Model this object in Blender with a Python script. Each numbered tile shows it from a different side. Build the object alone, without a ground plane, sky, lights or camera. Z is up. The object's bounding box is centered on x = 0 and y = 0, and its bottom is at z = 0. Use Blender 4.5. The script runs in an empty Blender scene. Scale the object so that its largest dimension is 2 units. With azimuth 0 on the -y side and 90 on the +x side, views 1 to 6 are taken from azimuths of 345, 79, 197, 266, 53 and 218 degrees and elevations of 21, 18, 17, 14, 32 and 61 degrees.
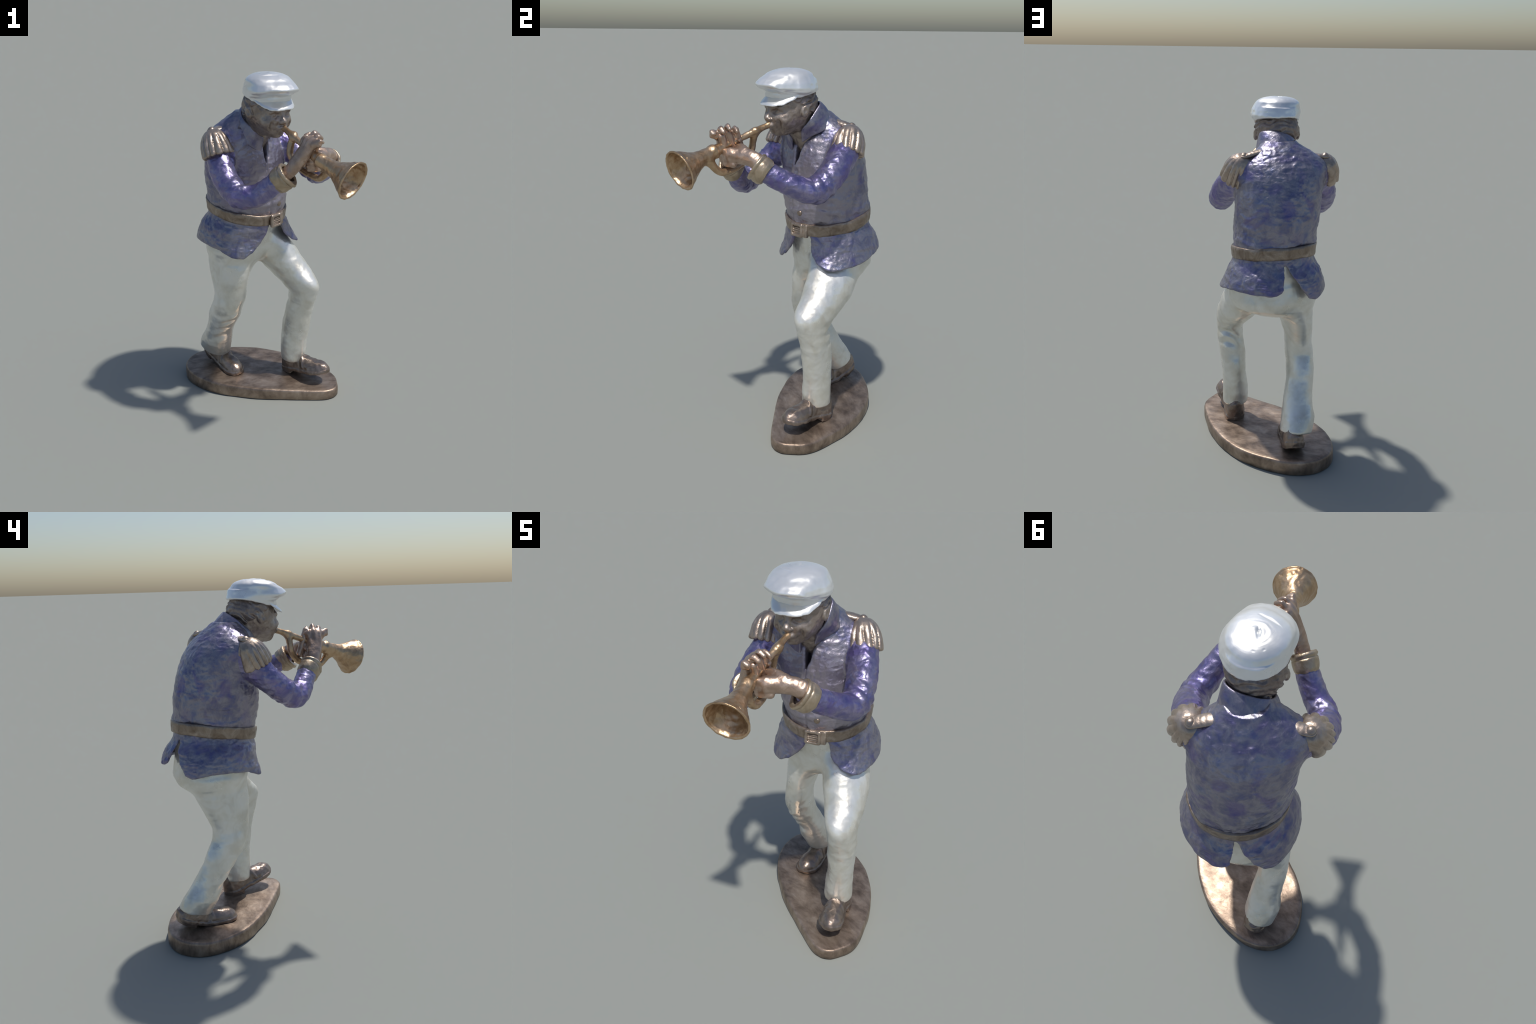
"""Bronze statue of a marching-band trumpeter on an oval plinth.
Soft bodies (jacket, trousers, head, hands, shoes, cap, trumpet) are written as signed
distance fields -- profile stacks, tubes along splines, ellipsoids -- blended and meshed."""
import bpy, math
import numpy as np
from mathutils import Vector

RNG = np.random.default_rng(7)
f32 = np.float32

# ------------------------------------------------------------------ field toolkit
def A(*v): return np.array(v, dtype=np.float64)
def unit(v): v = np.asarray(v, float); return v / np.linalg.norm(v)

def axes(azimuth):
    """forward / left unit vectors of something that faces `azimuth` (0 = -y, 90 = +x)"""
    a = math.radians(azimuth)
    return A(math.sin(a), -math.cos(a)), A(math.cos(a), math.sin(a))

FWD, LEFT = A(.535, -.845), A(.845, .535)          # the chest faces azimuth 32
def body(f, l, z): p = FWD * f + LEFT * l; return A(p[0], p[1], z)
HF, HL = axes(23.0)                                 # the head is turned to azimuth 23
HEAD = A(.003, .055)
def headp(f, l, z): p = HEAD + HF * f + HL * l; return A(p[0], p[1], z)

def cubic(t, T, V):
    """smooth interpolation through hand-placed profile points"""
    T = np.asarray(T, float); V = np.asarray(V, float)
    m = np.gradient(V, T)
    d = np.diff(V) / np.diff(T)
    for i in range(1, len(T) - 1):
        m[i] = 0 if d[i-1] * d[i] <= 0 else 2 * d[i-1] * d[i] / (d[i-1] + d[i])
    m[0], m[-1] = d[0], d[-1]
    s = np.linspace(T[0], T[-1], 400)
    k = np.clip(np.searchsorted(T, s, side='right') - 1, 0, len(T) - 2)
    h = T[k+1] - T[k]; u = (s - T[k]) / h
    y = ((2*u**3 - 3*u**2 + 1) * V[k] + (u**3 - 2*u**2 + u) * h * m[k]
         + (-2*u**3 + 3*u**2) * V[k+1] + (u**3 - u**2) * h * m[k+1])
    return np.interp(t, s, y)

def spline(pts, n):
    """Catmull-Rom through control rows (position and anything carried along)"""
    P = np.asarray(pts, float)
    P = np.vstack([2*P[0] - P[1], P, 2*P[-1] - P[-2]])
    out = []
    for i in range(1, len(P) - 2):
        for u in np.linspace(0, 1, n, endpoint=False):
            out.append(.5*((2*P[i]) + (P[i+1]-P[i-1])*u + (2*P[i-1]-5*P[i]+4*P[i+1]-P[i+2])*u*u
                           + (3*P[i]-P[i-1]-3*P[i+1]+P[i+2])*u**3))
    out.append(P[-2]); return np.array(out)

def smin(a, b, k):
    h = np.maximum(k - np.abs(a - b), 0) / k
    return np.minimum(a, b) - h*h*k*.25
def smax(a, b, k): return -smin(-a, -b, k)

def tube(P, pts, n=4, squash=None):
    """round-cone chain along a spline of (x, y, z, radius); squash=(dir, s) makes it s times as wide along dir"""
    S = spline(pts, n)
    d = np.full(len(P), 9.0)
    for a, b in zip(S[:-1], S[1:]):
        ab = b[:3] - a[:3]
        w = P - a[:3]
        t = np.clip(w @ ab / max(ab @ ab, 1e-9), 0, 1)
        w = w - t[:, None] * ab
        if squash is not None:
            u = unit(squash[0]); w = w + np.outer((1/squash[1] - 1) * (w @ u), u)
        d = np.minimum(d, np.sqrt((w*w).sum(1)) - (a[3] + t*(b[3]-a[3])))
    return d

def ball(P, c, r): return np.sqrt(((P - c)**2).sum(1)) - r
def ellipsoid(P, c, ex, ey, ez, r):
    """ellipsoid with axis directions ex, ey, ez and radii r"""
    w = P - c
    q = np.stack([w @ unit(ex), w @ unit(ey), w @ unit(ez)], 1)
    r = np.asarray(r); k0 = np.sqrt(((q/r)**2).sum(1)); k1 = np.sqrt(((q/(r*r))**2).sum(1)) + 1e-9
    return k0*(k0-1)/k1
def rbox(P, c, ex, ey, ez, half, rad):
    w = P - c
    q = np.abs(np.stack([w @ unit(ex), w @ unit(ey), w @ unit(ez)], 1)) - (np.asarray(half) - rad)
    return np.sqrt((np.maximum(q, 0)**2).sum(1)) + np.minimum(q.max(1), 0) - rad

def stack(P, rows, fw, lf, power=2.0, ends=True):
    """pile of horizontal super-ellipses; rows = (z, x, y, half across, half fore-aft)"""
    R = np.asarray(rows, float); R = R[np.argsort(R[:, 0])]
    z = P[:, 2]
    x, y, a, b = [cubic(z, R[:, 0], R[:, i]) for i in (1, 2, 3, 4)]
    dx, dy = P[:, 0] - x, P[:, 1] - y
    u = np.abs(dx*lf[0] + dy*lf[1]) / a; v = np.abs(dx*fw[0] + dy*fw[1]) / b
    if isinstance(power, tuple): power = np.where(dx*fw[0] + dy*fw[1] > 0, power[0], power[1])   # (front, back)
    q = (u**power + v**power)**(1/power)
    d = (q - 1) * np.minimum(a, b)
    if ends: d = np.maximum(d, np.maximum(z - R[-1, 0], R[0, 0] - z))
    return d

def _hash(i, j, k, seed):
    n = (i*374761393 + j*668265263 + k*2147483647 + seed*1442695041) & 0xffffffff
    n = ((n ^ (n >> 13)) * 1274126177) & 0xffffffff
    n = ((n ^ (n >> 16)) * 2246822519) & 0xffffffff
    return ((n >> 8) & 0xffff) / 32768.0 - 1.0
def noise(P, freq, seed=0):
    Q = np.asarray(P, float) * freq + 100.0
    I = np.floor(Q).astype(np.int64); U = Q - I; U = U*U*U*(U*(U*6-15)+10)
    out = 0
    for a in (0, 1):
        wa = U[:, 0] if a else 1-U[:, 0]
        for b in (0, 1):
            wb = wa * (U[:, 1] if b else 1-U[:, 1])
            for c in (0, 1):
                out = out + wb * (U[:, 2] if c else 1-U[:, 2]) * _hash(I[:, 0]+a, I[:, 1]+b, I[:, 2]+c, seed)
    return out
def strokes(P, freq, seed, stretch=(1, 1, 1)):
    """modelling-clay strokes: warped, ridged noise"""
    W = P * np.asarray(stretch)
    W = W + .035*np.stack([noise(P, 9, seed+1), noise(P, 9, seed+2), noise(P, 9, seed+3)], 1)
    return .65*(1 - 2*np.abs(noise(W, freq, seed))) + .35*noise(W, freq*2.1, seed+5)

# ------------------------------------------------------------------ meshing (surface nets)
def net(field, lo, hi, h):
    """mesh the zero level of a field inside a box; evaluated only in blocks near the surface"""
    lo, hi = np.asarray(lo, float), np.asarray(hi, float)
    B = 8
    nb = np.ceil((hi - lo) / h / B).astype(int) + 1
    ci = np.stack(np.meshgrid(*[np.arange(n) for n in nb], indexing='ij'), -1).reshape(-1, 3)
    dc = field(lo + (ci*B + B/2 - .5) * h)
    act = np.abs(dc) < B*h*.87*1.9 + .012
    D = np.repeat(np.repeat(np.repeat(dc.reshape(nb), B, 0), B, 1), B, 2).astype(f32)
    off = np.stack(np.meshgrid(*[np.arange(B)]*3, indexing='ij'), -1).reshape(-1, 3)
    idx = (ci[act][:, None, :]*B + off[None]).reshape(-1, 3)
    for s in range(0, len(idx), 400000):
        k = idx[s:s+400000]
        D[k[:, 0], k[:, 1], k[:, 2]] = field(lo + k*h)
    D[0], D[-1] = 1, 1; D[:, 0] = 1; D[:, -1] = 1; D[:, :, 0] = 1; D[:, :, -1] = 1
    S = D < 0
    C = S[:-1, :-1, :-1].astype(np.int8)
    C = sum(S[a:S.shape[0]-1+a, b:S.shape[1]-1+b, c:S.shape[2]-1+c].astype(np.int8)
            for a in (0, 1) for b in (0, 1) for c in (0, 1))
    cells = np.argwhere((C > 0) & (C < 8))
    ids = np.full(C.shape, -1, np.int32); ids[tuple(cells.T)] = np.arange(len(cells))
    acc = np.zeros((len(cells), 3)); cnt = np.zeros(len(cells))
    cor = [(a, b, c) for a in (0, 1) for b in (0, 1) for c in (0, 1)]
    val = {o: D[cells[:, 0]+o[0], cells[:, 1]+o[1], cells[:, 2]+o[2]].astype(float) for o in cor}
    for o in cor:
        for ax in range(3):
            if o[ax]: continue
            p = list(o); p[ax] = 1; p = tuple(p)
            va, vb = val[o], val[p]; m = (va < 0) != (vb < 0)
            t = np.where(m, va / np.where(m, va - vb, 1), 0)
            e = np.array(o, float)[None].repeat(len(cells), 0); e[:, ax] += t
            acc += e * m[:, None]; cnt += m
    V = lo + (cells + acc / cnt[:, None]) * h
    faces = []
    for ax in range(3):
        sl = [slice(None)]*3; sl2 = [slice(None)]*3
        sl[ax] = slice(0, -1); sl2[ax] = slice(1, None)
        a, b = S[tuple(sl)], S[tuple(sl2)]
        E = np.argwhere(a != b)
        o1, o2 = [i for i in range(3) if i != ax]
        E = E[(E[:, o1] > 0) & (E[:, o2] > 0) & (E[:, o1] < C.shape[o1]) & (E[:, o2] < C.shape[o2])]
        inside = a[tuple(E.T)]
        def cid(d1, d2):
            k = E.copy(); k[:, o1] -= d1; k[:, o2] -= d2; return ids[tuple(k.T)]
        q = np.stack([cid(1, 1), cid(0, 1), cid(0, 0), cid(1, 0)], 1)
        flip = inside if ax != 1 else ~inside
        q[~flip] = q[~flip][:, ::-1]
        faces.append(q)
    return V, np.vstack(faces)

def vnormals(V, Q):
    n = np.cross(V[Q[:, 2]] - V[Q[:, 0]], V[Q[:, 3]] - V[Q[:, 1]])
    N = np.zeros_like(V)
    for i in range(4): np.add.at(N, Q[:, i], n)
    return N / (np.linalg.norm(N, axis=1)[:, None] + 1e-12)

def dressed(field, lo, hi, h, disp, smooth=.4):
    """mesh a field, smooth once, then push the surface out by a relief function"""
    V, Q = net(field, lo, hi, h)
    V = relax(V, Q, 1, smooth)
    N = vnormals(V, Q)
    return V + N*disp(V)[:, None], Q

def relax(V, Q, n=1, w=.5):
    for _ in range(n):
        s = np.zeros_like(V); c = np.zeros(len(V))
        for i in range(4):
            a, b = Q[:, i], Q[:, (i+1) % 4]
            np.add.at(s, a, V[b]); np.add.at(c, a, 1); np.add.at(s, b, V[a]); np.add.at(c, b, 1)
        V = V + w*(s/c[:, None] - V)
    return V

# ------------------------------------------------------------------ object helpers
ROOT = bpy.data.objects.new("trumpeter_statue", None)
bpy.context.scene.collection.objects.link(ROOT)
ROOT["label"] = "bronze trumpeter in blue jacket and white cap on oval plinth"
ROOT["category"] = "statue"

def add(name, V, Q, mat, parent=ROOT, normals=None, flat=False):
    me = bpy.data.meshes.new(name)
    Q = np.asarray(Q) if not isinstance(Q, list) else Q
    if isinstance(Q, list):
        me.from_pydata([tuple(v) for v in V], [], [tuple(int(i) for i in q) for q in Q])
    else:
        me.vertices.add(len(V)); me.vertices.foreach_set("co", np.asarray(V, f32).ravel())
        me.loops.add(Q.size); me.loops.foreach_set("vertex_index", Q.astype(np.int32).ravel())
        me.polygons.add(len(Q))
        me.polygons.foreach_set("loop_start", np.arange(0, Q.size, Q.shape[1], dtype=np.int32))
        me.update(calc_edges=True)
    me.polygons.foreach_set("use_smooth", np.full(len(me.polygons), not flat))
    me.materials.append(mat)
    me.validate(); me.update()
    if normals is not None:
        me.normals_split_custom_set_from_vertices([tuple(n) for n in normals])
    ob = bpy.data.objects.new(name, me)
    bpy.context.scene.collection.objects.link(ob)
    ob.parent = parent
    return ob

def add_regions(V, Q, region, specs):
    """split one smooth surface by face region; borders coincide and keep the whole's normals"""
    N = vnormals(V, Q); out = []
    for r, (name, mat, parent) in specs.items():
        q = Q[region == r]
        if len(q) == 0: out.append(None); continue
        used, inv = np.unique(q, return_inverse=True)
        out.append(add(name, V[used], inv.reshape(q.shape), mat, parent, N[used]))
    return out

def ring_mesh(rings, closed=True, cap=False, loop=False):
    """quads through a list of equal-length rings"""
    R = np.array(rings); m, n = R.shape[:2]
    V = R.reshape(-1, 3); Q = []
    for i in range(m if loop else m-1):
        for j in range(n if closed else n-1):
            a, b = i*n + j, i*n + (j+1) % n
            c, d = ((i+1) % m)*n + (j+1) % n, ((i+1) % m)*n + j
            Q.append((a, b, c, d))
    if cap:
        Q.append(tuple(range(n))[::-1]); Q.append(tuple((m-1)*n + k for k in range(n)))
    return V, Q

def fix_normals(ob):
    import bmesh
    bm = bmesh.new(); bm.from_mesh(ob.data); bmesh.ops.recalc_face_normals(bm, faces=bm.faces)
    bm.to_mesh(ob.data); bm.free()

# ------------------------------------------------------------------ materials
def patina(name, stops, scale, rough=(.3, .45), metal=.9, bump=.25, bump_scale=60., stretch=(1, 1, 1), fleck=None, zone=None, swirl=.9):
    """metallic patina: colours from warped noise, streaky fine bump, varied gloss.
    stops = [(position, rgb), ...]; fleck = (rgb, amount, scale) second colour in patches"""
    m = bpy.data.materials.new(name); m.use_nodes = True
    nt = m.node_tree; nt.nodes.clear(); N = nt.nodes.new; L = nt.links.new
    out = N("ShaderNodeOutputMaterial"); bs = N("ShaderNodeBsdfPrincipled"); L(bs.outputs[0], out.inputs[0])
    tc = N("ShaderNodeTexCoord"); mp = N("ShaderNodeMapping"); mp.inputs["Scale"].default_value = stretch
    L(tc.outputs["Object"], mp.inputs[0])
    n1 = N("ShaderNodeTexNoise"); n1.inputs["Scale"].default_value = scale
    n1.inputs["Detail"].default_value = 6; n1.inputs["Roughness"].default_value = .62
    n1.inputs["Distortion"].default_value = swirl; L(mp.outputs[0], n1.inputs["Vector"])
    cr = N("ShaderNodeValToRGB"); L(n1.outputs[0], cr.inputs[0])
    el = cr.color_ramp.elements
    while len(el) < len(stops): el.new(.5)
    for e, (p, c) in zip(el, stops): e.position = p; e.color = (*c, 1)
    col = cr.outputs[0]
    if fleck:
        n2 = N("ShaderNodeTexNoise"); n2.inputs["Scale"].default_value = fleck[2]
        n2.inputs["Detail"].default_value = 5; n2.inputs["Distortion"].default_value = 1.2
        L(mp.outputs[0], n2.inputs["Vector"])
        r2 = N("ShaderNodeMapRange"); r2.inputs[1].default_value = .5; r2.inputs[2].default_value = .68
        r2.inputs[4].default_value = fleck[1]; L(n2.outputs[0], r2.inputs[0])
        mx = N("ShaderNodeMix"); mx.data_type = 'RGBA'; L(r2.outputs[0], mx.inputs[0])
        L(col, mx.inputs[6]); mx.inputs[7].default_value = (*fleck[0], 1); col = mx.outputs[2]
    if zone:                       # (centre, radius, rgb, amount): a differently tinted area with a noisy border
        vm = N("ShaderNodeVectorMath"); vm.operation = 'DISTANCE'; L(tc.outputs["Object"], vm.inputs[0]); vm.inputs[1].default_value = zone[0]
        ad = N("ShaderNodeMath"); ad.operation = 'MULTIPLY_ADD'; L(n1.outputs[0], ad.inputs[0]); ad.inputs[1].default_value = -.35
        L(vm.outputs["Value"], ad.inputs[2])
        r3 = N("ShaderNodeMapRange"); r3.inputs[1].default_value = zone[1] - .175; r3.inputs[2].default_value = zone[1]*.55 - .175
        r3.inputs[4].default_value = zone[3]; L(ad.outputs[0], r3.inputs[0])
        m3 = N("ShaderNodeMix"); m3.data_type = 'RGBA'; L(r3.outputs[0], m3.inputs[0])
        L(col, m3.inputs[6]); m3.inputs[7].default_value = (*zone[2], 1); col = m3.outputs[2]
    L(col, bs.inputs["Base Color"])
    bs.inputs["Metallic"].default_value = metal
    n3 = N("ShaderNodeTexNoise"); n3.inputs["Scale"].default_value = scale*1.7; n3.inputs["Detail"].default_value = 3
    L(tc.outputs["Object"], n3.inputs["Vector"])
    rr = N("ShaderNodeMapRange"); rr.inputs[1].default_value = .3; rr.inputs[2].default_value = .7
    rr.inputs[3].default_value, rr.inputs[4].default_value = rough; L(n3.outputs[0], rr.inputs[0])
    L(rr.outputs[0], bs.inputs["Roughness"])
    n4 = N("ShaderNodeTexNoise"); n4.inputs["Scale"].default_value = bump_scale
    n4.inputs["Detail"].default_value = 4; n4.inputs["Distortion"].default_value = .4
    L(mp.outputs[0], n4.inputs["Vector"])
    bp = N("ShaderNodeBump"); bp.inputs["Strength"].default_value = bump; bp.inputs["Distance"].default_value = .01
    L(n4.outputs[0], bp.inputs["Height"]); L(bp.outputs[0], bs.inputs["Normal"])
    return m

JACKET = patina("blue_jacket_patina", [(.28, (.12, .13, .27)), (.43, (.205, .20, .275)), (.55, (.30, .285, .33)), (.70, (.175, .20, .315))],
                13, (.32, .48), .78, .35, 42, fleck=((.125, .10, .29), .5, 8.0), swirl=.5,
                zone=((.07, .09, 1.38), .36, (.355, .32, .36), .75))
SLEEVE = patina("violet_sleeve_patina", [(.28, (.125, .125, .31)), (.45, (.205, .19, .345)), (.57, (.305, .28, .405)), (.70, (.175, .175, .375))],
                12, (.28, .44), .8, .3, 42, fleck=((.16, .11, .38), .5, 7.0), swirl=.5)
WHITE = patina("white_enamel_patina", [(.3, (.68, .655, .57)), (.5, (.79, .775, .71)), (.7, (.84, .835, .80))],
               7, (.26, .44), .6, .08, 34, swirl=.4, fleck=((.60, .55, .46), .38, 9.0))
CAPW = patina("white_cap_enamel", [(.3, (.78, .785, .76)), (.5, (.85, .855, .85)), (.7, (.90, .91, .915))],
              6, (.26, .40), .6, .06, 30, swirl=.4)
SKIN = patina("dark_skin_bronze", [(.3, (.23, .185, .155)), (.5, (.34, .28, .24)), (.7, (.44, .38, .33))],
              16, (.36, .5), .75, .25, 60)
HAIRM = patina("dark_hair_bronze", [(.3, (.18, .14, .12)), (.5, (.27, .22, .195)), (.7, (.36, .305, .27))],
               18, (.38, .52), .75, .35, 70)
HANDM = patina("hand_bronze", [(.3, (.34, .24, .18)), (.5, (.465, .34, .265)), (.7, (.58, .445, .355))],
               13, (.32, .46), .8, .2, 55)
GOLD = patina("golden_trumpet_bronze", [(.3, (.36, .23, .125)), (.5, (.50, .345, .21)), (.7, (.61, .45, .30))],
              13, (.30, .44), .82, .2, 55)
EPAU = patina("epaulette_bronze", [(.3, (.31, .245, .195)), (.5, (.42, .34, .28)), (.7, (.53, .435, .365))],
              16, (.30, .44), .8, .2, 55)
CUFFM = patina("cuff_bronze", [(.3, (.34, .265, .18)), (.5, (.45, .36, .26)), (.7, (.55, .455, .345))],
               14, (.32, .46), .8, .2, 55)
BELTM = patina("belt_bronze", [(.3, (.18, .13, .095)), (.48, (.27, .215, .17)), (.6, (.34, .28, .23)), (.72, (.42, .35, .30))],
               16, (.34, .48), .76, .3, 55)
SHOEM = patina("shoe_bronze", [(.3, (.17, .13, .105)), (.5, (.26, .205, .17)), (.7, (.36, .29, .245))],
               13, (.30, .44), .8, .2, 50)
BASEM = patina("plinth_bronze", [(.32, (.15, .11, .083)), (.45, (.25, .187, .142)), (.56, (.34, .26, .20)), (.69, (.45, .355, .28))],
               9, (.38, .50), .72, .12, 45, swirl=.25, stretch=(1.0, 1.7, 1.0))

# ------------------------------------------------------------------ plinth
def build_plinth():
    H = .085
    outline = [(.455, .02), (.43, -.06), (.375, -.098), (.30, -.096), (.128, -.045), (-.061, .019), (-.195, .085),
               (-.285, .138), (-.375, .225), (-.435, .325), (-.455, .42), (-.43, .50), (-.37, .563), (-.27, .602),
               (-.15, .602), (-.01, .575), (.11, .523), (.235, .425), (.335, .312), (.42, .175), (.455, .09)]
    O = np.array(outline); O = np.vstack([O, O[:2], O[2:3]])
    P = spline(np.vstack([O]), 10)
    n = len(outline)*10
    P = P[10:10+n] if False else P[:n]
    # outward offset directions
    T = np.roll(P, -1, 0) - np.roll(P, 1, 0); Nn = np.stack([T[:, 1], -T[:, 0]], 1)
    Nn /= np.linalg.norm(Nn, axis=1)[:, None]
    if ((P - P.mean(0)) * Nn).sum() < 0: Nn = -Nn
    prof = [(-.02, 0), (-.004, 0), (0, .004), (.001, .035), (.0, .066), (-.002, .076), (-.006, .082), (-.013, .085)]
    rings = [np.column_stack([P + Nn*o, np.full(n, z)]) for o, z in prof]
    c = P.mean(0)
    inner = P + Nn*(-.013)
    for s in np.linspace(.93, .06, 22):
        rings.append(np.column_stack([c + (inner - c)*s, np.full(n, H)]))
    V, Q = ring_mesh(rings, cap=True)
    V = np.array(V)
    k = V[:, 2] > .03
    V[k, 2] += .0016*noise(V[k], 14, 3) + .0008*noise(V[k], 45, 4)
    side = (V[:, 2] > .003)
    r = .002*noise(V, 9, 6) + .001*noise(V, 30, 7)
    d = V[:, :2] - c; d /= np.linalg.norm(d, axis=1)[:, None] + 1e-6
    V[side, :2] += d[side]*r[side, None]
    along = unit(A(.43+.40, -.05-.50))                 # the slab thins towards the stepping foot
    u = np.clip(((V[:, :2] - A(-.40, .50)) @ along)/.99, 0, 1)
    V[:, 2] *= .985 - .25*u
    ob = add("plinth", V, Q, BASEM); fix_normals(ob)
build_plinth()

# ------------------------------------------------------------------ torso and sleeves
def fl(rows):
    """rows (z, cf, cl, hl, hf) in the chest frame -> (z, x, y, hl, hf)"""
    out = []
    for z, f, l, a, b in rows:
        p = body(f, l, z); out.append((z, p[0], p[1], a, b))
    return out
TORSO = fl([(1.10, -.278, .107, .206, .220), (1.16, -.277, .107, .215, .226), (1.22, -.273, .106, .221, .233), (1.30, -.271, .097, .226, .235),
            (1.40, -.272, .084, .232, .230), (1.45, -.270, .080, .233, .220), (1.50, -.267, .074, .233, .212),
            (1.55, -.263, .066, .235, .198), (1.60, -.259, .057, .236, .180), (1.65, -.250, .049, .226, .153),
            (1.685, -.241, .046, .204, .129), (1.715, -.229, .047, .168, .107), (1.745, -.214, .05, .124, .090), (1.775, -.200, .055, .086, .07)])
ARM_R = [(-.242, .125, 1.610, .074), (-.256, .072, 1.555, .075), (-.256, -.026, 1.462, .070), (-.210, -.130, 1.386, .067),
         (-.152, -.174, 1.381, .063), (-.098, -.202, 1.404, .059), (-.022, -.243, 1.475, .053), (-.004, -.258, 1.498, .042)]
ARM_L = [(.108, .335, 1.620, .072), (.152, .308, 1.580, .074), (.236, .230, 1.502, .075), (.308, .130, 1.424, .069),
         (.319, .052, 1.427, .063), (.312, -.036, 1.466, .058), (.295, -.134, 1.518, .053), (.290, -.156, 1.538, .042)]

def torso_field(P):
    d = stack(P, TORSO, FWD, LEFT, (np.interp(P[:, 2], [1.2, 1.3, 1.52, 1.6], [2.0, 2.25, 2.25, 2.0]), 2.0))
    f = P[:, :2] @ FWD; l = P[:, :2] @ LEFT; z = P[:, 2]
    d = np.maximum(d, 1.178 - .157*(f + .275) - z)        # hidden lower edge follows the tilted belt
    # open neck: a wedge between the two jacket fronts
    l0 = np.interp(z, [1.45, 1.65, 1.75], [.046, .066, .07])
    w = np.interp(z, [1.465, 1.60, 1.66, 1.78], [-.004, .022, .036, .05])
    wedge = np.maximum(np.abs(l - l0) - w, -(f + .155))
    wedge = np.maximum(wedge, 1.46 - z)
    d = smax(d, -wedge, .018)
    # closing edge below the neck: left front laps over the right
    lap = l - np.interp(z, [1.1, 1.25, 1.46], [.075, .062, .046])
    on = np.clip((1.48 - z)/.03, 0, 1) * (f > -.2)
    d = d - .005*on*np.clip(1 - np.abs(lap - .022)/.03, 0, 1)**.5 + .006*on*np.exp(-(lap/.006)**2)
    # drape folds above the belt
    th = np.arctan2(l - .09, f + .27)
    d = d - .006*np.exp(-((z-1.25)/.035)**2)*np.sin(3*th + 1.0) - .005*np.exp(-((z-1.262-.012*np.sin(4*th))/.014)**2)
    return d
def arm_field(P, rows):
    d = tube(P, rows, 5)
    S = np.array(rows)
    # sleeve creases at the elbow
    e = S[3, :3]; r = np.sqrt(((P - e)**2).sum(1))
    ax = unit(S[5, :3] - S[1, :3])
    d = d - .006*np.exp(-(r/.10)**2)*np.sin((P - e) @ ax*95 + 1.5*np.sin(P[:, 0]*31 + P[:, 1]*23 + P[:, 2]*27))
    return d
def jacket_field(P):
    t = torso_field(P)
    a = np.minimum(arm_field(P, ARM_R), arm_field(P, ARM_L))
    return smin(t, a, .035)
def cloth_relief(P):
    return .0036*(strokes(P, 12, 11, (1, 1, 1.7)) - .25) + .0021*(strokes(P, 27, 14, (1, 1, 1.9)) - .2) + .0009*noise(P, 64, 15)
def build_jacket():
    V, Q = dressed(jacket_field, (-.40, -.33, 1.09), (.46, .54, 1.80), .0045, cloth_relief)
    C = V[Q].mean(1)
    t, r, l = torso_field(C), arm_field(C, ARM_R), arm_field(C, ARM_L)
    region = np.where(np.minimum(r, l) < t - .004, np.where(r < l, 1, 2), 0)
    add_regions(V, Q, region, {0: ("torso", JACKET, ROOT), 1: ("arm", SLEEVE, ROOT), 2: ("arm", SLEEVE, ROOT)})
build_jacket()

# ------------------------------------------------------------------ jacket skirt below the belt, slit behind and open in front
SKIRT = fl([(.88, -.285, .116, .310, .294), (.95, -.289, .116, .298, .287), (1.0, -.296, .113, .284, .274), (1.05, -.302, .110, .267, .262),
            (1.10, -.296, .106, .249, .249), (1.15, -.283, .106, .221, .230), (1.21, -.276, .106, .206, .220)])
HEM_T = [-180, -177, -170, -162, -155, -146, -125, -101, -80, -63, -49, -37, -25, -14, -8, -2, 8, 14, 18, 20, 29, 40, 47, 65, 82, 100, 116, 140, 160, 168, 174, 177, 179, 180]
HEM_Z = [1.16, 1.155, 1.10, 1.04, .99, .975, .995, .997, .98, .953, .942, .972, 1.02, 1.08, 1.13, 1.2, 1.2, 1.16, 1.10, 1.045, .992, .966, .96, .972, .986, 1.005, 1.018, 1.018, 1.018, 1.02, 1.035, 1.06, 1.11, 1.16]
def skirt_field(P):
    q = P + 0
    f = P[:, :2] @ FWD; l = P[:, :2] @ LEFT; z = P[:, 2]
    th = np.degrees(np.arctan2(l - .107, f + .288))
    o = stack(P, SKIRT, FWD, LEFT, 2.1, ends=False)
    low = np.clip((1.15 - z)/.2, 0, 1)
    o = o - .003*low*np.sin(np.radians(th)*5 + .6)
    bump = lambda c, w: low*np.exp(-(((th - c + 180) % 360 - 180)/w)**2)
    o = o + .030*bump(-32, 24) - .030*bump(40, 22) - .016*bump(168, 24) - .014*bump(-150, 40)
    d = smax(o, -(o + .017), .008)
    hem = np.interp(th, HEM_T, HEM_Z)
    g = (np.interp(th+2, HEM_T, HEM_Z) - np.interp(th-2, HEM_T, HEM_Z)) / (4*math.pi/180*.27)
    cut = (hem - z) / np.sqrt(1 + g*g)
    d = smax(d, cut, .010)
    d = np.maximum(d, z - 1.205)
    return d
def build_skirt():
    V, Q = dressed(skirt_field, (-.46, -.06, .90), (.32, .66, 1.23), .0042, cloth_relief)
    add("jacket_skirt", V, Q, JACKET)
build_skirt()

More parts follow.
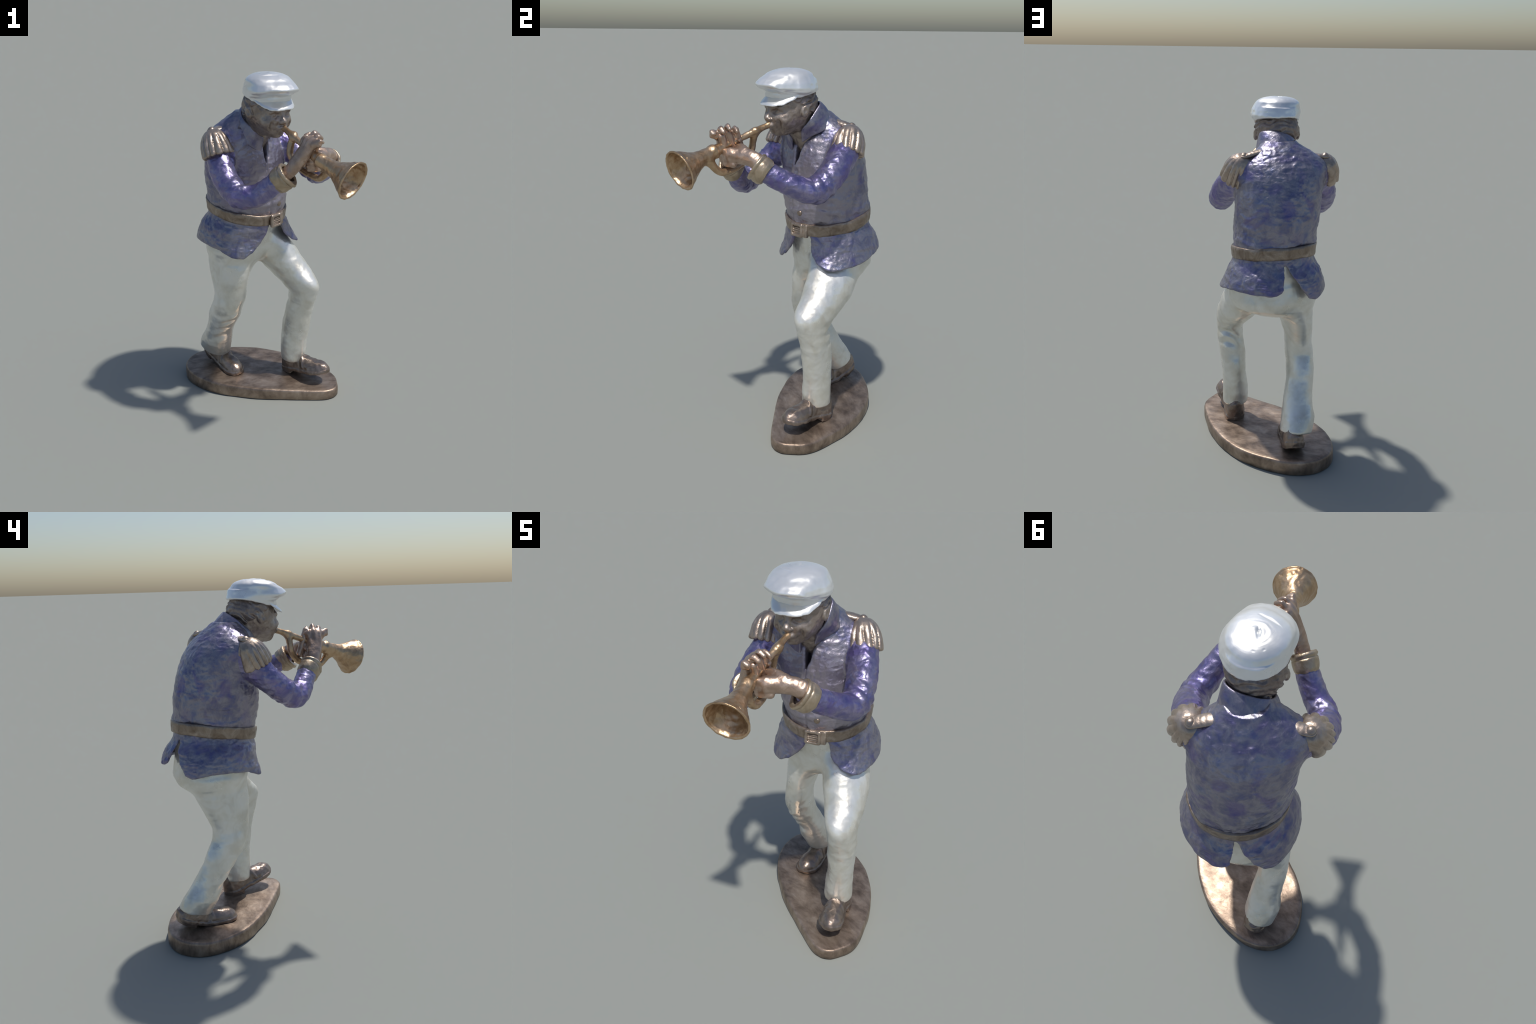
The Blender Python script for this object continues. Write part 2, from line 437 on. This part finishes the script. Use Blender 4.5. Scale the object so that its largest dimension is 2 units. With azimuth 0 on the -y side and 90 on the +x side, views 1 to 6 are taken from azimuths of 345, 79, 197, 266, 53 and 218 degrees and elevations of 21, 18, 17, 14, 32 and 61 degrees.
# ------------------------------------------------------------------ belt, buckle, button
def on_waist(th, z, off=0.0):
    R = np.array(TORSO); x, y, a, b = [np.interp(z, R[:, 0], R[:, i]) for i in (1, 2, 3, 4)]
    a, b = a + off, b + off
    c, s = math.cos(th), math.sin(th)
    k = 1/((abs(c)/b)**2.1 + (abs(s)/a)**2.1)**(1/2.1)
    p = A(x, y) + FWD*c*k + LEFT*s*k
    return A(p[0], p[1], z)
def belt_z(th): return 1.193 - .036*math.cos(th) - .003*math.sin(th)
def build_belt():
    rings = []
    n = 220
    for i in range(n):
        th = 2*math.pi*i/n
        zc = belt_z(th) + .0015*math.sin(7*th+1)
        hh = .0335 + .001*math.sin(5*th)
        w = .0015*math.sin(11*th) + .001*math.sin(23*th + 2)
        ring = []
        for o, s in [(-.014, 1), (.006, 1.0), (.0105, .9), (.011+w, .5), (.0105+w, 0), (.011+w, -.5), (.0105, -.9), (.006, -1.0), (-.014, -1)]:
            p = on_waist(th, zc + s*hh, o); p[2] = zc + s*hh
            ring.append(p)
        rings.append(ring)
    V, Q = ring_mesh(rings, closed=True, loop=True)
    V = np.array(V) + .0014*np.stack([noise(V, 40, 51), noise(V, 40, 52), noise(V, 40, 53)], 1)
    belt = add("belt", V, Q, BELTM); fix_normals(belt)
    # buckle: rounded frame with a bar and three prongs, proud of the strap
    c = on_waist(-.02, 1.151, .011); nrm = A(FWD[0], FWD[1], 0.06); nrm = unit(nrm); ex = A(LEFT[0], LEFT[1], 0); ez = unit(np.cross(nrm, ex)); ez = ez if ez[2] > 0 else -ez
    def bf(P):
        outer = rbox(P, c + nrm*.004, ex, nrm, ez, (.043, .013, .039), .011)
        hole = rbox(P, c + nrm*.012, ex, nrm, ez, (.027, .016, .022), .007)
        d = smax(outer, -hole, .006)
        plate = rbox(P, c - nrm*.004, ex, nrm, ez, (.03, .008, .026), .004)
        d = smin(d, plate, .004)
        for s in (-.011, .0, .011):
            d = smin(d, tube(P, [(*(c + ez*s - ex*.026 + nrm*.006), .0036), (*(c + ez*s + ex*.024 + nrm*.007), .0036)], 1), .003)
        keeper = rbox(P, c + ex*.052 - nrm*.007, ex, nrm, ez, (.014, .012, .036), .006)
        return np.minimum(d, keeper) - .0012*noise(P, 60, 55)
    V, Q = net(bf, c - .085, c + .085, .0022)
    add("buckle", V, Q, EPAU, belt)
    bc = A(.0855, .0925, 1.25)
    V, Q = net(lambda P: ellipsoid(P, bc, A(*FWD, .15), A(*LEFT, 0), A(0, 0, 1), (.011, .0165, .0165)), bc-.03, bc+.03, .002)
    add("button", V, Q, BELTM)
build_belt()

# ------------------------------------------------------------------ trousers
LEG_L = [(.125, .214, .180, .070, .076), (.16, .214, .180, .073, .080), (.20, .213, .178, .076, .082), (.25, .211, .177, .074, .088), (.30, .215, .176, .072, .088), (.35, .221, .174, .068, .091),
         (.40, .226, .172, .069, .094), (.45, .231, .168, .072, .093), (.50, .239, .162, .076, .089), (.55, .248, .155, .074, .091),
         (.60, .256, .144, .073, .094), (.65, .257, .137, .074, .101), (.70, .239, .155, .084, .138), (.75, .206, .195, .097, .166),
         (.80, .172, .236, .107, .174), (.85, .140, .263, .116, .170), (.90, .105, .29, .122, .172), (.97, .06, .31, .12, .17), (1.06, .02, .32, .08, .12)]
LEG_R = [(.15, -.246, .450, .082, .096), (.20, -.246, .432, .088, .106), (.25, -.245, .407, .089, .104), (.30, -.240, .382, .084, .098), (.35, -.233, .354, .081, .089), (.40, -.229, .327, .076, .091),
         (.45, -.224, .298, .075, .095), (.50, -.217, .270, .075, .107), (.55, -.207, .247, .073, .110), (.60, -.196, .228, .075, .105),
         (.65, -.188, .223, .073, .107), (.70, -.187, .230, .074, .118), (.75, -.184, .240, .079, .133), (.80, -.179, .252, .089, .149),
         (.85, -.165, .268, .108, .160), (.90, -.145, .286, .125, .172), (.97, -.13, .30, .12, .17), (1.06, -.12, .31, .08, .12)]
PELVIS = fl([(.85, -.32, .10, .13, .12), (.90, -.324, .108, .210, .178), (.95, -.318, .110, .240, .194), (1.0, -.310, .112, .240, .194), (1.05, -.304, .110, .226, .196), (1.10, -.294, .106, .212, .202), (1.17, -.28, .1, .205, .208)])
def trousers_field(P):
    l = stack(P - (A(.005, -.002, 0)*np.clip((P[:, 2:] - .6)/.1, 0, 1) + A(-.001, .003, 0)*np.clip((.62 - P[:, 2:])/.1, 0, 1)), LEG_L, FWD, LEFT, 2.0)
    r = stack(P, LEG_R, FWD, LEFT, 2.0) - .002
    p = stack(P, PELVIS, FWD, LEFT, 2.0)
    r = smax(r, -((P - A(-.244, .44, .182)) @ unit(A(.10, -.30, 1.0))), .008)
    l = smax(l, -((P - A(.214, .18, .170)) @ unit(A(0, 0, 1.0))), .008)
    d = smin(smin(l, r, .03), p, .05)
    # wrinkles behind the knees and at the shins, and the crease folds of the seat
    for c, amp, w, k in ((A(.25, .21, .63), .0065, .075, 95), (A(-.205, .20, .49), .0045, .07, 85), (A(-.25, .26, .34), .004, .07, 60)):
        q = P - c; e = np.exp(-(q*q).sum(1)/(w*w))
        d = d - amp*e*np.sin(q[:, 2]*k + 2.5*np.sin(P[:, 0]*29 + P[:, 1]*17))
    return d
def trouser_relief(P):
    return .0042*noise(P, 12, 44) + .0026*(strokes(P, 10, 46) - .25) + .0008*strokes(P, 30, 48) + .0004*noise(P, 70, 47)
def build_trousers():
    V, Q = dressed(trousers_field, (-.36, -.02, .10), (.38, .56, 1.19), .005, trouser_relief)
    C = V[Q].mean(1)
    l = C[:, :2] @ LEFT
    side = np.where(C[:, 2] > .99, 2, (l > .10).astype(int))
    add_regions(V, Q, side, {0: ("leg", WHITE, ROOT), 1: ("leg", WHITE, ROOT), 2: ("hip", WHITE, ROOT)})
build_trousers()

# ------------------------------------------------------------------ shoes
def shoe_field(P, heel, toe, up, side, counter, rise):
    ex = unit(toe - heel); ey = unit(np.cross(up, ex)); ez = np.cross(ex, ey)
    L = np.linalg.norm(toe - heel)
    w = P - heel
    s, t, h = w @ ex / L, w @ ey, w @ ez
    h = h - rise*np.clip((.48 - s)/.48, 0, 1.1)**1.25          # heel lifted, ball of the foot on the ground
    half = cubic(s, [-.02, 0, .06, .2, .4, .55, .7, .85, .94, 1.0, 1.02], [.004, .024, .050, .058, .052, .056, .064, .060, .044, .018, .004])
    high = cubic(s, [-.02, 0, .05, .15, .3, .45, .6, .75, .88, .96, 1.0, 1.02], [.03*counter, .09*counter, .118*counter, .125, .122, .104, .082, .072, .064, .050, .032, .01])
    t = t - side*.010*np.sin(np.clip(s, 0, 1)*math.pi)
    q = ((np.abs(t)/half)**2.3 + (np.abs(np.maximum(h, 0))/high)**2.3)**(1/2.3)
    upper = np.maximum((q - 1)*np.minimum(half, high)*.8, .008 - h)
    upper = np.maximum(upper, np.maximum(-s*L - .006, (s - 1.012)*L))
    sole = np.maximum(np.abs(t) - half - .005, np.maximum(np.abs(h - .008) - .010, np.maximum((s - 1.008)*L, -s*L - .008)))
    block = np.maximum(np.abs(t) - half - .003, np.maximum(np.abs(h + .004) - .016, np.maximum((s - .26)*L, -s*L - .006)))
    d = smin(smin(upper, sole, .006), block, .005)
    # vamp seam and lace flap
    d = d - .004*np.exp(-((s - .50 - 1.2*np.abs(t))/.03)**2)*(h > .03) + .003*np.exp(-((s - .44 - 1.2*np.abs(t))/.025)**2)*(h > .03)
    return d - .0022*noise(P, 28, 61) - .0012*noise(P, 60, 62)
def build_shoes():
    for heel, toe, up, side, counter, rise in ((A(.184, .254, .078), A(.372, -.032, .154), A(-.12, .18, 1), -1, 1.0, 0.),
                                (A(-.274, .543, .082), A(-.142, .211, .080), A(0, .0, 1), 1, .55, .072)):
        mid = (heel + toe)/2
        V, Q = net(lambda P: shoe_field(P, heel, toe, unit(up), side, counter, rise), mid - A(.22, .25, .17), mid + A(.22, .25, .22), .0038)
        add("shoe", relax(V, Q, 1, .4), Q, SHOEM)
build_shoes()

# ------------------------------------------------------------------ head, hair, ears
def head_base(P):
    X = P[:, :2] - HEAD
    ef, el, ez = A(*HF, 0), A(*HL, 0), A(0, 0, 1)
    E = lambda f, l, z, r: ellipsoid(P, headp(f, l, z), ef, el, ez, r)
    d = E(-.008, 0, 1.820, (.132, .116, .100))
    d = smin(d, E(.030, 0, 1.752, (.112, .096, .080)), .05)
    d = smin(d, E(.060, 0, 1.700, (.058, .056, .042)), .03)
    for s in (-1, 1):
        d = smin(d, E(.082, s*.050, 1.742, (.045, .040, .036)), .025)         # puffed cheeks
        d = smin(d, tube(P, [(*headp(.128, s*.012, 1.806), .010), (*headp(.112, s*.062, 1.806), .012)], 2), .018)  # brow
        d = smax(d, -E(.140, s*.043, 1.786, (.018, .022, .011)), .014)        # eye socket
        d = smin(d, E(.112, s*.043, 1.784, (.015, .017, .010)), .008)         # closed lid
        d = smax(d, -E(.125, s*.060, 1.722, (.016, .010, .022)), .016)        # crease beside the mouth
        d = smin(d, E(.143, s*.016, 1.745, (.012, .010, .009)), .008)         # nostril wing
    d = smin(d, tube(P, [(*headp(.124, 0, 1.80), .011), (*headp(.142, 0, 1.772), .013), (*headp(.150, 0, 1.752), .0155)], 2), .012)  # nose
    d = smin(d, E(.128, 0, 1.716, (.026, .034, .019)), .015)                  # pursed lips
    d = smin(d, E(.092, 0, 1.680, (.026, .030, .020)), .02)                   # chin
    d = smin(d, tube(P, [(*headp(-.025, 0, 1.76), .086), (*headp(-.07, 0, 1.70), .080), (*headp(-.14, 0, 1.60), .085)], 3), .03)  # neck
    return d
def hair_mask(P):
    X = P[:, :2] - HEAD; f = X @ HF; l = X @ HL; z = P[:, 2]
    m = np.clip((.072 - (1.848 - z)*1.75 - f + .012*noise(P, 40, 77))/.012, 0, 1)
    return m * np.clip((z - 1.735)/.02, 0, 1)
def head_field(P):
    d = head_base(P)
    X = P[:, :2] - HEAD; f = X @ HF; l = X @ HL; z = P[:, 2]
    m = hair_mask(P)
    ang = np.arctan2(l, f)
    lock = np.sin((z + .55*f)*190 + 3.2*noise(P, 22, 71) + 2*np.sin(ang*3))
    d = d - m*(.006 + 0.0065*lock*(.5 + .5*noise(P, 18, 73)) + .002*noise(P, 70, 74))
    for s in (-1, 1):
        ear = ellipsoid(P, headp(-.004, s*.117, 1.790), A(*HF, .25), A(*HL, 0), A(-.2*HF[0], -.2*HF[1], 1), (.023, .014, .032))
        ear = smax(ear, -ellipsoid(P, headp(.004, s*.133, 1.794), A(*HF, .2), A(*HL, 0), A(0, 0, 1), (.010, .010, .016)), .006)
        d = smin(d, ear, .006)
    return d - (1-m)*(.0018*noise(P, 45, 75) + .0012*noise(P, 90, 76))
def build_head():
    V, Q = net(head_field, (-.19, -.15, 1.56), (.19, .26, 1.93), .0030)
    C = V[Q].mean(1)
    X = C[:, :2] - HEAD; l = X @ HL; f = X @ HF
    ear = (np.abs(l) > .114) & (np.abs(f + .004) < .028) & (np.abs(C[:, 2] - 1.79) < .034)
    region = np.where(ear, np.where(l > 0, 3, 2), np.where(hair_mask(C) > .5, 1, np.where(C[:, 2] < 1.71 - .5*(f < .03)*0 - np.where(f > 0, .07, 0), 4, 0)))
    return add_regions(V, Q, region, {0: ("head", SKIN, ROOT), 1: ("hair", HAIRM, ROOT), 2: ("ear", SKIN, ROOT), 3: ("ear", SKIN, ROOT), 4: ("neck", SKIN, ROOT)})
build_head()

# ------------------------------------------------------------------ flat cap with visor
CF_, CL_ = axes(15.0)
CAP = [(1.858, .002, .054, .118, .126), (1.872, .008, .046, .127, .138), (1.885, .014, .036, .133, .149), (1.90, .016, .028, .135, .157),
       (1.92, .016, .022, .133, .158), (1.94, .013, .025, .127, .149)]
for t in (.2, .4, .6, .76, .88, .96, .99, 1.0):       # the crown closes like a flattened dome
    k = max(1 - t**2.1, .0004)**.55
    CAP.append((1.95 + .05*t, .008 - .010*t, .031 + .02*t, .121*k, .130*k*(1 - .05*t)))
def cap_field(P):
    d = stack(P, CAP, CF_, CL_, 2.1)*.7
    f = (P[:, :2] - HEAD) @ HF; l = (P[:, :2] - HEAD) @ HL; z = P[:, 2]
    # the crown overhangs the band in front
    q = (np.abs((f + .002)/.141)**2.2 + np.abs(l/.124)**2.2)**(1/2.2)
    band = np.maximum((q - 1)*.125 + .25*np.maximum(z - 1.87, 0), np.maximum(z - 1.94, 1.850 - z))
    crown_low = 1.866 + .018*np.clip((f - .01)/.12, 0, 1) + .026*np.clip((.03 - f)/.15, 0, 1)
    d = smax(d, crown_low - z, .020)
    d = smin(d, smax(band, 1.862 - .10*np.clip(f, 0, .14) + .20*np.clip(.03 - f, 0, .15) - z, .006), .008)
    # slumped folds of the crown
    d = d - .0050*noise(P, 11, 81) - .004*np.exp(-((z - 1.91 - .02*noise(P, 9, 83))/.012)**2)*np.clip(f/.1, 0, 1)
    d = d + .007*np.exp(-((z - 1.893)/.007)**2)*np.clip((f+.02)/.1, 0, 1)*(.6 + .4*noise(P, 16, 84))
    u = P - A(-.005, .045, 1.995); d = d + .006*np.exp(-(np.abs(u[:, 0]*.8 + u[:, 1]*.6)/.006)**2 - ((u[:, 0]*.6 - u[:, 1]*.8)/.022)**2)
    return d - .0012*noise(P, 45, 85)
def visor_field(P):
    """peak: a curved sheet sloping down from the band"""
    f = (P[:, :2] - HEAD) @ HF; l = (P[:, :2] - HEAD) @ HL; z = P[:, 2]
    u = l/.122
    zs = 1.882 - .85*(f - .095) - .058*u*u
    sheet = np.abs(z - zs)*.74 - .0055
    edge = ((np.abs(f + .02)/.193)**2.3 + np.abs(l/.128)**2.3)**(1/2.3) - 1
    d = smax(sheet, edge*.13, .008)
    d = np.maximum(d, -(f + .0))
    return d - .0012*noise(P, 50, 87)
def build_cap():
    V, Q = net(cap_field, (-.2, -.19, 1.82), (.2, .25, 2.02), .0035)
    cap = add("cap", relax(V, Q, 1, .4), Q, CAPW)
    V, Q = net(visor_field, (-.2, -.19, 1.76), (.22, .15, 1.93), .0030)
    add("visor", relax(V, Q, 1, .4), Q, CAPW, cap)
build_cap()

# ------------------------------------------------------------------ collar
def build_collar():
    top = [(-.008, .058, 1.640), (-.064, .050, 1.690), (-.116, .096, 1.748), (-.110, .155, 1.795), (-.055, .198, 1.822), (.005, .208, 1.824), (.054, .190, 1.812), (.082, .139, 1.748), (.076, .107, 1.707), (.066, .094, 1.684)]
    low = [(-.022, .066, 1.570), (-.092, .050, 1.620), (-.166, .102, 1.672), (-.172, .198, 1.716), (-.110, .266, 1.750), (-.056, .289, 1.755), (.024, .280, 1.738), (.085, .200, 1.695), (.066, .138, 1.655), (.042, .104, 1.625)]
    T, B = spline(top, 8), spline(low, 8)
    n = len(T); rings = []
    axis = np.array([T.mean(0) + (A(0, 0, 0))]*n)
    th = .013
    def out(i):
        t = T[min(i+1, n-1)] - T[max(i-1, 0)]; v = T[i] - B[i]
        return unit(np.cross(v, t))
    sgn = 1 if np.dot(out(n//2), B[n//2] - B.mean(0)) > 0 else -1
    for i in range(n):
        o = sgn*out(i); ring = []
        for s in np.linspace(-.25, 1, 9):
            p = B[i] + (T[i]-B[i])*s + o*(.004 - .008*(1 - min(max(s, 0)/.6, 1))); ring.append(p)
        ring.append(T[i] - o*th*.35 + (T[i]-B[i])*.03)
        for s in np.linspace(.97, -.1, 7):
            ring.append(B[i] + (T[i]-B[i])*s - o*th)
        rings.append(ring)
    V, Q = ring_mesh(rings, closed=True, cap=True)
    V = np.array(V); V = V + .0022*np.stack([noise(V, 26, 91), noise(V, 26, 92), noise(V, 26, 93)], 1)
    ob = add("collar", V, Q, JACKET); fix_normals(ob)
    sub = ob.modifiers.new("s", 'SUBSURF'); sub.levels = 1; sub.render_levels = 1
build_collar()

# ------------------------------------------------------------------ epaulettes
def build_epaulettes():
    for btn, rim, inward in ((A(-.292, .110, 1.690), A(-.268, .056, 1.560), 1), (A(.088, .360, 1.704), A(.147, .322, 1.572), -1)):
        ax = unit(rim - btn); H = np.linalg.norm(rim - btn)
        e1 = unit(np.cross(ax, A(0, 0, 1))); e2 = np.cross(ax, e1)
        def fld(P):
            w = P - btn; s = w @ ax; a, b = w @ e1, w @ e2
            ph = np.arctan2(b, a)
            r = np.sqrt(a*a + b*b)
            fl_ = np.abs(np.sin(ph*7 + 0.8*np.sin(ph*2 + 1) + 6*s*np.sin(ph*3) + .5))**.6
            R = cubic(s, [-.012, -.004, .01, .03, .06, .10, H, H+.02], [.004, .028, .047, .064, .076, .084, .087, .086])
            g = np.clip((s - .012)/.06, 0, 1)
            R = R + g*(.013*fl_ - .008)
            d = (r - R)*.8
            low = H - .004 + .010*fl_
            d = smax(smax(d, s - low, .012), -.004 - s, .01)
            return d - .001*noise(P, 50, 103)
        V, Q = net(fld, btn - A(.16, .16, .20), btn + A(.19, .16, .06), .0033)
        ep = add("epaulette", relax(V, Q, 1, .4), Q, EPAU)
        bt = btn + A(0, 0, .006)
        V, Q = net(lambda P: smin(ellipsoid(P, bt, A(1, 0, 0), A(0, 1, 0), A(0, 0, 1), (.018, .018, .015)),
                                  np.sqrt((np.sqrt(((P - bt)[:, :2]**2).sum(1)) - .015)**2 + (P[:, 2] - bt[2])**2) - .006, .003), bt-.04, bt+.04, .0022)
        add("epaulette_button", V, Q, EPAU, ep)
        # shoulder strap running to the collar
        a = btn + A(0, 0, -.002); b = A(.000, .282, 1.728) if inward < 0 else A(-.185, .155, 1.70)
        V, Q = net(lambda P: tube(P, [(*a, .026), (*((a+b)/2 + A(0, 0, .001)), .030), (*b, .026)], 3, (A(0, 0, 1), .45)) - .0012*noise(P, 40, 105),
                   np.minimum(a, b) - .04, np.maximum(a, b) + .04, .0030)
        add("shoulder_strap", V, Q, EPAU, ep)
build_epaulettes()

# ------------------------------------------------------------------ cuffs
def build_cuffs():
    for base, tip, r, drop in ((A(-.030, -.240, 1.470), A(.022, -.276, 1.522), .052, 0), (A(.308, -.128, 1.516), A(.283, -.178, 1.553), .055, 0)):
        ax = unit(tip - base); H = np.linalg.norm(tip - base)
        e1 = unit(np.cross(ax, A(0, 0, 1))); e2 = np.cross(e1, ax)
        def fld(P):
            w = P - base; s = w @ ax; a, b = w @ e1, w @ e2
            b = np.where(b < 0, b/1.28, b)
            q = np.sqrt(a*a + b*b)
            R = cubic(s, [-.02, 0, .012, .03, H-.016, H-.006, H, H+.02], [r-.006, r, r+.006, r+.008, r+.009, r+.012, r+.009, r+.004])
            d = np.maximum((q - R)*.9, np.maximum(-.006 - s, s - H - .004))
            hole = np.maximum(q - (R - .021), -(s - H + .016))
            d = smax(d, -hole, .008)
            d = d + .004*np.exp(-((s - H + .020)/.004)**2)
            return d - .0022*noise(P, 24, 111) - .001*noise(P, 60, 112)
        V, Q = net(fld, base - .12, base + .12, .0030)
        add("cuff", relax(V, Q, 1, .4), Q, CUFFM)
build_cuffs()

# ------------------------------------------------------------------ trumpet
MOUTH, STEM, RIM = A(.060, -.070, 1.719), A(.164, -.375, 1.603), A(.2715, -.5545, 1.5315)
TAX = unit(STEM - MOUTH)                              # the pipe ...
BAX = unit(RIM - STEM); BLEN = np.linalg.norm(RIM - STEM)   # ... bends a little into the bell
TE1 = unit(np.cross(TAX, A(0, 0, 1))); TE2 = np.cross(TE1, TAX)
def axis_pt(t, up=0.0, right=0.0): return MOUTH + TAX*t + TE2*up + TE1*right
def bell_radius(s):      # s = distance back from the rim
    return cubic(s, [-.01, 0, .010, .03, .055, .085, .115, .15, .20, .26], [.1025, .1010, .0975, .0885, .0745, .0585, .046, .038, .033, .029])
def trumpet_parts(P):
    w = P - STEM; t = w @ BAX; r = np.sqrt(np.maximum((w*w).sum(1) - t*t, 0))
    s = BLEN - t
    R = bell_radius(s)
    body_ = np.maximum((r - R)*.75, np.maximum(s - .22, -s))
    R_in = R - np.interp(s, [0, .03, .12, .20], [.007, .010, .016, .032])
    bore = np.maximum((r - R_in)*.75, s - .20)
    lip = np.sqrt((r - .0990)**2 + (s - .003)**2) - .0045
    bell = smin(smax(body_, -bore, .004), lip, .006)
    pipe = tube(P, [(*axis_pt(-.01), .019), (*axis_pt(.02), .016), (*axis_pt(.06), .0165), (*axis_pt(.10), .0185), (*axis_pt(.17), .0165), (*axis_pt(.25), .022), (*axis_pt(.335), .031)], 3)
    # tuning loop hanging below the main pipe
    loop = tube(P, [(.098, -.150, 1.692, .019), (.078, -.160, 1.645, .0185), (.070, -.166, 1.595, .018), (.088, -.190, 1.555, .018), (.115, -.23, 1.525, .018),
                    (.150, -.285, 1.505, .018), (.172, -.332, 1.498, .0185), (.186, -.368, 1.520, .019), (.196, -.402, 1.560, .021)], 4)
    d = np.minimum(pipe, loop)
    d = smin(pipe, loop, .02)
    return bell, d
def trumpet_field(P):
    b, d = trumpet_parts(P)
    return smin(b, d, .025) - .0014*noise(P, 40, 121) - .001*noise(P, 80, 122)
def build_trumpet():
    lo = np.minimum(MOUTH, RIM) - .14; hi = np.maximum(MOUTH, RIM) + .14
    V, Q = net(trumpet_field, lo, hi, .0032)
    V = relax(V, Q, 1, .35)
    C = V[Q].mean(1); s = BLEN - (C - STEM) @ BAX
    region = (s < .16).astype(int)
    tr, bell = add_regions(V, Q, region, {0: ("trumpet", GOLD, ROOT), 1: ("trumpet_bell", GOLD, ROOT)})
    bell.parent = tr
    # three valves standing through the hands
    def valves(P):
        d = np.full(len(P), 9.0)
        for k, t in enumerate((.198, .238, .278)):
            top = axis_pt(t, .052, -.006); bot = axis_pt(t, -.085, .0)
            d = smin(d, tube(P, [(*top, .0205), (*bot, .019)], 1), .006)
        return d - .0015*noise(P, 50, 125)
    c = axis_pt(.238, -.02)
    V, Q = net(valves, c - .14, c + .14, .0030)
    add("trumpet_valve_block", relax(V, Q, 1, .3), Q, HANDM, tr)
build_trumpet()

# ------------------------------------------------------------------ hands
def build_hands():
    # right hand: flat palm rising beside the valves, four fingers curled over the top
    u = unit(A(.24, -.97, -.08))                      # along the knuckles
    def right(P):
        wrist = tube(P, [(.000, -.262, 1.500, .034), (.036, -.285, 1.538, .031), (.062, -.296, 1.575, .033), (.098, -.307, 1.625, .034), (.124, -.316, 1.672, .030)], 4, (u, 1.38))
        knuck = tube(P, [(.114, -.262, 1.688, .017), (.130, -.300, 1.694, .018), (.142, -.340, 1.690, .018), (.152, -.374, 1.680, .017)], 3)
        d = smin(wrist, knuck, .03)
        for base, bend, tip in (((.145, -.370, 1.682), (.156, -.378, 1.700), (.174, -.372, 1.692)),
                                ((.140, -.336, 1.694), (.162, -.340, 1.716), (.186, -.330, 1.702)),
                                ((.132, -.305, 1.698), (.155, -.305, 1.725), (.180, -.299, 1.714)),
                                ((.122, -.268, 1.692), (.142, -.266, 1.712), (.168, -.260, 1.700))):
            d = smin(d, tube(P, [(*base, .015), (*bend, .0135), (*tip, .0115)], 3), .007)
        d = smin(d, tube(P, [(.098, -.262, 1.60, .016), (.118, -.243, 1.63, .015), (.140, -.240, 1.655, .012)], 3), .012)   # thumb
        g = (P - A(.1, -.3, 1.62)) @ u
        d = d - .0022*np.cos(g*190)*np.clip((P[:, 2]-1.62)/.05, 0, 1)
        return d - .0015*noise(P, 45, 131)
    V, Q = net(right, (-.06, -.43, 1.45), (.24, -.20, 1.76), .0028)
    hand = add("hand", relax(V, Q, 1, .35), Q, HANDM)
    # left hand: fist closed round the valves from the side
    v = unit(A(-.03, -.02, 1.0))
    def left(P):
        d = tube(P, [(.306, -.152, 1.545, .040), (.282, -.186, 1.575, .037), (.250, -.216, 1.584, .036), (.214, -.250, 1.586, .037), (.186, -.288, 1.584, .038)], 4, (v, 1.12))
        d = smin(d, tube(P, [(.23, -.225, 1.608, .022), (.178, -.236, 1.622, .020), (.140, -.250, 1.618, .016)], 3), .02)      # thumb
        for k, z in enumerate((1.604, 1.583, 1.562, 1.543)):
            o = .004*k
            d = smin(d, tube(P, [(.196+o, -.280, z, .017), (.172+o, -.314+o, z, .0155), (.142+o, -.322+o, z-.002, .0145), (.116+o, -.300, z-.004, .012)], 3), .006)
        return d - .0022*noise(P, 30, 135) - .001*noise(P, 70, 136)
    V, Q = net(left, (.07, -.38, 1.48), (.36, -.08, 1.69), .0028)
    add("hand", relax(V, Q, 1, .35), Q, HANDM)
build_hands()
